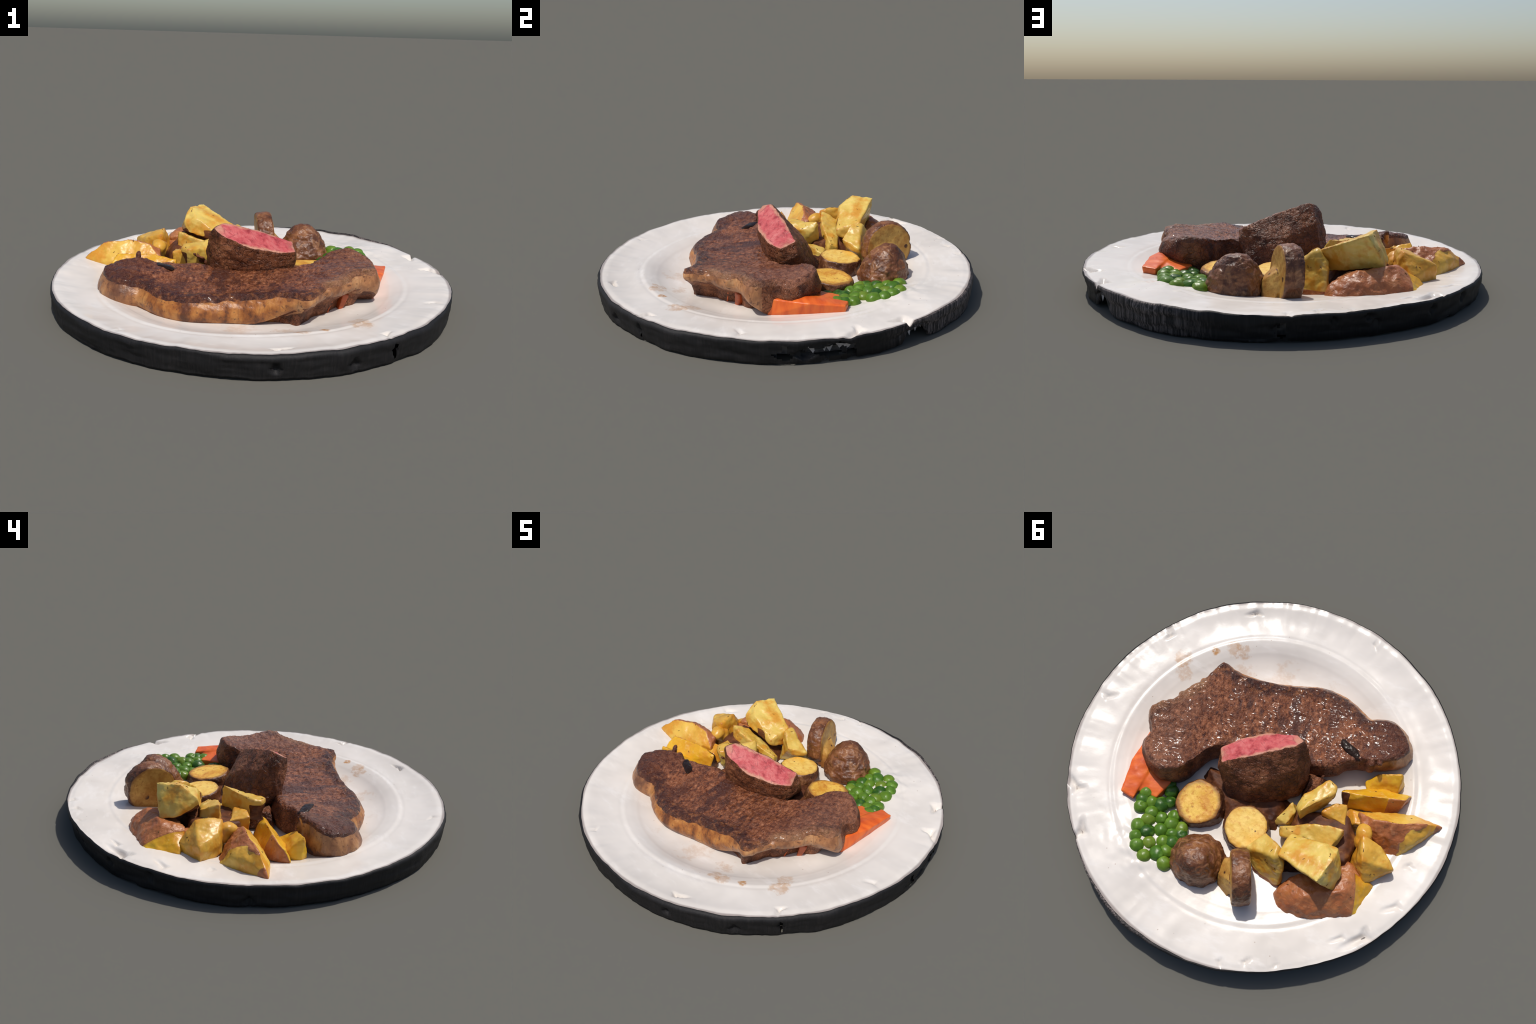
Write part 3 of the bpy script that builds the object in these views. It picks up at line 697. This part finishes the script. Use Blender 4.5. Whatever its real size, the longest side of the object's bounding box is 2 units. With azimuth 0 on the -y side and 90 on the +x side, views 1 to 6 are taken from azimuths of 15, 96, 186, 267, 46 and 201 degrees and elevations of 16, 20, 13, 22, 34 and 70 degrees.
def build_wedges():
    for i, W in enumerate(WEDGES):
        pts = np.array(W["pts"]); c = pts.mean(0); base = (round(c[0], 3), round(c[1], 3), round(pts[:, 2].min(), 3))
        root = empty("potato_wedge" if i == 0 else f"potato_wedge.{i:03d}", base, W["label"], "potato")
        g = W.get("grow", 1.04); low = pts[:, 2] < 0.11
        pts[low, :2] = c[:2] + (pts[low, :2] - c[:2]) * (1.12 if g > 1 else 1.0)
        me = remeshed(hull_mesh(c + (pts - c) * g), 0.0052, 9)
        co, vn = coords(me), vnormals(me)
        d = 0.009 * fnoise(co, 8, 3, (i, 2, 3)) + 0.0022 * fnoise(co, 34, 3, (i, 7, 1))
        fc, fn = face_data(me)
        lab = np.zeros(len(fc), int)
        wob = 0.15 * np.stack([fnoise(fc, 14, 3, (i, k, 5)) for k in range(3)], 1)
        if "skin" in W:
            lab[W["skin"](fc, fn + wob)] = 1
        if "char" in W:
            lab[W["char"](fc, fn + wob)] = 2
        lab = calm_labels(me, lab, 4)
        # wrinkles only where there is skin
        sk = np.zeros(len(co)); cnt = np.zeros(len(co))
        for l, p in zip(lab, me.polygons):
            for v in p.vertices:
                sk[v] += l == 1; cnt[v] += 1
        sk /= np.maximum(cnt, 1)
        d = d + sk * (0.004 * fnoise(co, (30, 30, 22), 4, (i, 0, 9)) + 0.002)
        set_coords(me, co + vn * d[:, None])
        split_parts(me, lab, ["flesh", "skin", "browned_side"], [mat_flesh(W["pal"], base), mat_skin(base), mat_charred(base)], root, base)
        herb_flecks(me, W["herbs"], root, base, 100 + i)
    # a small rounded knob of potato in the pile
    base = (-.575, .16, .12)
    root = empty("potato_wedge.014", base, "small rounded knob of roast potato", "potato")
    me = remeshed(joined([ellipsoid_mesh((-.572, .155, .165), (.042, .05, .036), (0.2, 0.3, 0.4)), ellipsoid_mesh((-.58, .19, .14), (.045, .05, .05))]), 0.005, 6)
    co, vn = coords(me), vnormals(me); set_coords(me, co + vn * (0.004 * fnoise(co, 20, 3))[:, None])
    add_mesh("flesh", me, mat_flesh(1, base), root, base)

# ================================================================= ROUND POTATO PIECES
def disc_mesh(c, axis, r, h, wob=0.06, seed=0, up=(0, 0, 1), taper=1.0, stretch=1.0):
    """thick round slice: circular outline with wobble, standing along its axis"""
    ax = Vector(axis).normalized(); u = (Vector(up).cross(ax)).normalized() if abs(ax.dot(Vector(up))) < 0.95 else Vector((1, 0, 0)); v = ax.cross(u)
    n = 64; rows = []
    for t, k in ((-0.5, 0.0), (-0.5, 0.6), (-0.5, 0.95), (-0.42, 1.02), (0, 1.05), (0.42, 1.01), (0.5, 0.95), (0.5, 0.6), (0.5, 0)):
        row = []
        for j in range(n):
            a = math.tau * j / n
            rr = r * k * (1 + wob * noise.fractal(Vector((1.3 * math.cos(a), 1.3 * math.sin(a), seed)), 0.8, 2, 3)) * (1 + (taper - 1) * (0.5 - t))
            p = Vector(c) + ax * (t * h) + u * (rr * math.cos(a)) + v * (rr * stretch * math.sin(a)); row.append(p)
        rows.append(row)
    vs = [p for row in rows for p in row]; f = []
    for i in range(len(rows) - 1):
        for j in range(n):
            k = (j + 1) % n; f.append((i * n + j, i * n + k, (i + 1) * n + k, (i + 1) * n + j))
    bm = bmesh.new(); bv = [bm.verts.new(p) for p in vs]
    for q in f:
        bm.faces.new([bv[x] for x in q])
    bmesh.ops.remove_doubles(bm, verts=bm.verts, dist=1e-5); bmesh.ops.recalc_face_normals(bm, faces=bm.faces)
    me = bpy.data.meshes.new("disc"); bm.to_mesh(me); bm.free()
    return me

def mat_cut(base, kind, centre=None):
    M = Mat("fried_cut_face", base)
    a = M.noise(12, 4, 0.6); b = M.noise(45, 5, 0.65)
    lo, hi, brown = [((0.72, 0.36, 0.04), (0.86, 0.54, 0.10), (0.50, 0.125, 0.008)), ((0.80, 0.46, 0.07), (0.88, 0.60, 0.15), (0.54, 0.17, 0.016)), ((0.44, 0.22, 0.045), (0.62, 0.36, 0.09), (0.34, 0.12, 0.02))][kind]
    col = M.mix(M.step(a, 0.35, 0.62), lo, hi)
    col = M.mix(M.math("MULTIPLY", M.step(M.noise(8, 6, 0.8, vec=M.mapping(loc=(5, 2, 1))), 0.46, 0.6), [0.45, 0.2, 0.5][kind]), col, brown)
    col = M.mix(M.math("MULTIPLY", M.step(b, 0.53, 0.64), [0.6, 0.35, 0.5][kind]), col, brown)
    if centre is not None:
        rr = M.math("ADD", M.dist(centre), M.math("MULTIPLY", M.math("SUBTRACT", a, 0.5), 0.05))
        col = M.mix(M.math("MULTIPLY", M.step(rr, [0.086, 0.090, 0.118][kind], [0.110, 0.114, 0.145][kind]), 0.85), col, (0.24, 0.085, 0.02))
    sp = M.voro([26, 26, 14][kind])
    col = M.mix(M.math("MULTIPLY", M.math("SUBTRACT", 1.0, M.step(sp, [0.10, 0.10, 0.16][kind], [0.17, 0.17, 0.22][kind])), M.step(M.noise(7, 2), 0.46, 0.56)), col, (0.06, 0.02, 0.012))
    M.bump(b, 0.35, 0.006)
    return M.done(col, 0.5, 0.35)

def mat_peel(base, dark=False):
    M = Mat("roasted_peel", base)
    a = M.noise(10, 5, 0.6); w = M.noise(26, 5, 0.65, vec=M.mapping(sc=(1, 1, 1.7)), dist=0.8)
    st = [(0.3, (0.055, 0.018, 0.008)), (0.5, (0.115, 0.040, 0.016)), (0.7, (0.19, 0.075, 0.03))] if dark else [(0.34, (0.065, 0.020, 0.007)), (0.5, (0.165, 0.056, 0.019)), (0.66, (0.28, 0.108, 0.038))]
    col = M.ramp(a, st)
    col = M.mix(M.math("MULTIPLY", M.step(w, 0.52, 0.64), 0.45), col, (0.42, 0.20, 0.085))
    col = M.mix(M.math("MULTIPLY", M.math("SUBTRACT", 1.0, M.step(w, 0.32, 0.42)), 0.6), col, (0.035, 0.012, 0.006))
    M.bump(w, 0.7, 0.010)
    return M.done(col, 0.36, 0.5)

def round_piece(name, me, base, label, faces_dir, kinds, voxel=0.0048, wr=0.004, dark=False, smooth=5, centre=None, also=None):
    root = empty(name, base, label, "potato")
    me = remeshed(me, voxel, smooth)
    co, vn = coords(me), vnormals(me)
    fc, fn = face_data(me)
    lab = np.zeros(len(fc), int)
    wob = 0.06 * fnoise(fc, 22, 3, (base[0] * 9, 1, 1))
    for k, (dv, lim) in enumerate(faces_dir):
        dv = np.array(dv) / np.linalg.norm(dv); lab[fn @ dv + wob > lim] = k + 1
    if also is not None:
        lab[also(fc)] = 1
    lab = calm_labels(me, lab, 4)
    sk = np.zeros(len(co)); cnt = np.zeros(len(co))
    for l, p in zip(lab, me.polygons):
        for v in p.vertices:
            sk[v] += l == 0; cnt[v] += 1
    sk /= np.maximum(cnt, 1)
    d = sk * wr * (fnoise(co, (26, 26, 40), 4, (1, 8, 2)) + 0.5 * fnoise(co, 10, 2)) + (1 - sk) * 0.0022 * fnoise(co, 20, 4)
    set_coords(me, co + vn * d[:, None])
    names = ["peel"] + ["cut_face"] * len(faces_dir)
    split_parts(me, lab, names, [mat_peel(base, dark)] + [mat_cut(base, k, centre) for k in kinds], root, base)
    return root

def build_rounds():
    ax = (0.10, 0.10, 1.0)
    round_piece("potato_slice", disc_mesh((.250, .255, .078), ax, .114, .09, 0.12, 3, taper=1.08), (.245, .26, .03), "thick fried potato slice with browned yellow top", [(ax, 0.78)], [0], dark=True, centre=(.254, .259, .123))
    round_piece("potato_slice.001", disc_mesh((-.012, .302, .083), (-.05, .10, 1), .110, .10, 0.08, 5, taper=1.06), (-.012, .302, .045), "thick fried potato slice, pale golden top", [((-.05, .10, 1), 0.80)], [1], dark=True, centre=(-.014, .306, .133))
    axu = Vector((-0.92, -0.36, -0.10)).normalized()
    web = hull_mesh([(-.06, .50, .24), (-.06, .60, .21), (.03, .49, .15), (.035, .57, .14), (-.04, .655, .08), (.03, .62, .06), (.04, .46, .06), (-.05, .46, .08)])
    round_piece("potato_round", joined([disc_mesh((-.078, .556, .170), axu, .133, .092, 0.07, 8), web]), (-.09, .56, .06), "thick potato round standing on its brown skinned edge", [(-axu, 0.84), (axu, 0.84)], [2, 2], wr=0.005, centre=(-.078, .556, .170), also=lambda c: (c[:, 0] > -0.025 + 0.36 * (0.556 - c[:, 1])) & (c[:, 2] < 0.235))
    # half potato standing as a dome
    pts = []
    for a in range(0, 360, 30):
        c, s = math.cos(math.radians(a)), math.sin(math.radians(a))
        rx = 0.152 if c > 0 else 0.135; ry = 0.135
        for z, k, sh in ((0.066, 0.98, 0), (0.10, 1.0, 0.0), (0.16, 0.86, 0.01), (0.215, 0.62, 0.018), (0.25, 0.35, 0.024)):
            pts.append((.150 + rx * k * c - 0.2 * sh, .530 + ry * k * s + sh, z))
    pts.append((.135, .55, .264))
    round_piece("potato_half", hull_mesh(pts), (.15, .53, .065), "half roast potato with glossy wrinkled brown skin", [], [], wr=0.006, smooth=7)

# ================================================================= CARROTS
def mat_carrot(base, shade_tint=False):
    M = Mat("cooked_carrot", base)
    a = M.noise(9, 4, 0.55, vec=M.mapping(rot=(0, 0, 0.3), sc=(1, 0.35, 1)))
    col = M.ramp(a, [(0.3, (0.62, 0.085, 0.010)), (0.5, (0.78, 0.135, 0.016)), (0.72, (0.86, 0.20, 0.028))])
    if shade_tint:        # orange darkened to brown for the shadow under the steak's overhang
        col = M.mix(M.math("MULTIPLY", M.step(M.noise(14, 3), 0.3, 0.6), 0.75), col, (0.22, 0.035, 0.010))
    M.bump(M.noise(30, 3), 0.15, 0.006)
    return M.done(col, 0.38, 0.5, Subsurface_Weight=0.06, Subsurface_Scale=0.015)

CARROTS = [
    [(.647, .331, .130), (.640, .335, .088), (.628, -.04, .060), (.620, -.038, .146), (.572, .347, .124), (.54, .10, .150), (.53, .0, .145), (.52, .0, .07), (.58, .345, .08), (.655, .17, .140), (.592, .12, .156)],
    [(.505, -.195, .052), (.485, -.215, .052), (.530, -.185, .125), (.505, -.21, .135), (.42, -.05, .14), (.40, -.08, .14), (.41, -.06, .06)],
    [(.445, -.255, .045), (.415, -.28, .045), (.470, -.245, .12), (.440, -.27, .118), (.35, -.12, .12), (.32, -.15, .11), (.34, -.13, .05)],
]

CARROT_SHOULDER = [(.60, .300, .119), (.59, .20, .140), (.57, .06, .146), (.468, .305, .112), (.432, .215, .112), (.42, .10, .12), (.52, .06, .14), (.55, .29, .07), (.46, .30, .06), (.43, .21, .06), (.42, .1, .06), (.54, .06, .07)]

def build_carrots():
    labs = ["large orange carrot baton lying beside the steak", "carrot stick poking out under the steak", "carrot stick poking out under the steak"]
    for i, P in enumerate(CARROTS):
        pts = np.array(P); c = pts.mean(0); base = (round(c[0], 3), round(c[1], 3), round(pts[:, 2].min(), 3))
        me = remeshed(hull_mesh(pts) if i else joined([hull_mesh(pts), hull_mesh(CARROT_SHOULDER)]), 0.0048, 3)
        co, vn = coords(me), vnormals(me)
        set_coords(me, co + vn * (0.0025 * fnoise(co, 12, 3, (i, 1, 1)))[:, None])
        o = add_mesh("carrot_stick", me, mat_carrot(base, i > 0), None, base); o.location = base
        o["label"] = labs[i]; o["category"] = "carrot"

# ================================================================= PEAS
PEAS = [(0.524, 0.288), (0.487, 0.328), (0.526, 0.37), (0.435, 0.324), (0.402, 0.297), (0.415, 0.241), (0.463, 0.378), (0.352, 0.363), (0.41, 0.392), (0.465, 0.422), (0.5, 0.467), (0.347, 0.406), (0.296, 0.409), (0.388, 0.45),
        (0.445, 0.479), (0.488, 0.521), (0.327, 0.452), (0.285, 0.442), (0.356, 0.503), (0.415, 0.532), (0.462, 0.565), (0.307, 0.492), (0.358, 0.567), (0.318, 0.54), (0.412, 0.6), (0.304, 0.603), (0.442, 0.214), (0.532, 0.333)]

def mat_pea():
    M = Mat("green_pea")
    oi = M.n("ShaderNodeObjectInfo")
    tone = M.ramp(oi.outputs["Random"], [(0.0, (0.020, 0.075, 0.005)), (0.4, (0.052, 0.138, 0.008)), (0.8, (0.105, 0.20, 0.012)), (1.0, (0.16, 0.215, 0.018))])
    a = M.noise(25, 3)
    col = M.mix(M.math("MULTIPLY", M.step(a, 0.45, 0.7), 0.4), tone, (0.22, 0.40, 0.05))
    M.bump(M.noise(40, 3), 0.12, 0.004)
    return M.done(col, 0.36, 0.4, Subsurface_Weight=0.06, Subsurface_Scale=0.01)

def build_peas():
    r = random.Random(11)
    shapes = []
    mt = mat_pea()
    for k in range(4):
        bm = bmesh.new(); bmesh.ops.create_icosphere(bm, subdivisions=4, radius=0.034)
        for v in bm.verts:
            n = v.co.normalized(); d = 0.002 * noise.fractal(n * 1.5 + Vector((k * 5, 0, 0)), 0.8, 2, 3)
            dimp = 0.006 * math.exp(-((n - Vector((0.3, 0.4, 0.85)).normalized()).length / 0.3) ** 2) if k == 2 else 0
            v.co = n * (0.034 + d - dimp); v.co.z *= 0.88
        me = bpy.data.meshes.new("green_pea"); bm.to_mesh(me); bm.free()
        me.polygons.foreach_set("use_smooth", [True] * len(me.polygons)); me.materials.append(mt); shapes.append(me)
    for x, y in PEAS:
        o = place(bpy.data.objects.new("green_pea", shapes[r.randrange(4)]), None)
        rr = math.hypot(x, y)
        z = 0.075 + max(0, rr - 0.5) * 0.165
        s = r.uniform(1.02, 1.22)
        o.location = (x, y, z); o.scale = (s, s * r.uniform(0.92, 1.08), s * 0.95); o.rotation_euler = (r.uniform(-.4, .4), r.uniform(-.4, .4), r.uniform(0, 6.28))
        o["label"] = "small round glossy green cooked pea"; o["category"] = "pea"

# ================================================================= BITS
def build_shred():
    base = (-.27, .02, .12)
    cu = bpy.data.curves.new("shred", "CURVE"); cu.dimensions = "3D"; cu.bevel_depth = 0.011; cu.bevel_resolution = 2
    r = random.Random(3)
    for a, b, h in (((-.265, .06, .13), (-.30, -.055, .205), .02), ((-.25, .05, .12), (-.275, -.03, .19), .01), ((-.28, .03, .14), (-.292, -.02, .20), .0), ((-.245, .08, .10), (-.26, .0, .15), .0)):
        sp = cu.splines.new("POLY"); n = 9; sp.points.add(n - 1)
        for i in range(n):
            t = i / (n - 1); p = Vector(a).lerp(Vector(b), t) + Vector((r.uniform(-1, 1), r.uniform(-1, 1), r.uniform(-1, 1))) * 0.005
            sp.points[i].co = (*p, 1); sp.points[i].radius = (1.3 - t) * r.uniform(0.7, 1.2)
    ob = bpy.data.objects.new("t", cu); SC.collection.objects.link(ob)
    dg = bpy.context.evaluated_depsgraph_get(); me = bpy.data.meshes.new_from_object(ob.evaluated_get(dg)); bpy.data.objects.remove(ob)
    core = hull_mesh([(-.20, -.09, .05), (-.33, -.08, .05), (-.33, .05, .05), (-.22, .09, .05), (-.23, -.06, .13), (-.30, -.06, .12), (-.29, .03, .12), (-.23, .06, .12)])
    me = remeshed(joined([me, core]), 0.004, 3)
    co, vn = coords(me), vnormals(me); set_coords(me, co + vn * (0.005 * fnoise(co, 40, 4))[:, None])
    o = add_mesh("beef_shred", me, mat_crust(base, "shred_crust"), None, base); o.location = base
    o["label"] = "torn dark brown shred of beef between potatoes"; o["category"] = "steak"

def build_shadow_fill():
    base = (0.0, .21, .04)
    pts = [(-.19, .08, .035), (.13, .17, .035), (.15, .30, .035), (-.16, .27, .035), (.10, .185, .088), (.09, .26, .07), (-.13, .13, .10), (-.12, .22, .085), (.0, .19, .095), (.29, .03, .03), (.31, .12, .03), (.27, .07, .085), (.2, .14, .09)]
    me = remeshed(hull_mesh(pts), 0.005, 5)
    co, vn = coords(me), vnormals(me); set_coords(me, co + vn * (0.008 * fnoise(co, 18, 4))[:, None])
    o = add_mesh("shadow_gap_fill", me, mat_charred(base), None, base); o.location = base  # char colour used here to paint the gap's shadow dark
    o["label"] = "dark lump modelled as the shadow between the beef and potato slices"; o["category"] = "steak"

build_plate()
build_shadow_fill()
build_steak()
build_slice()
build_wedges()
build_rounds()
build_carrots()
build_peas()
build_shred()
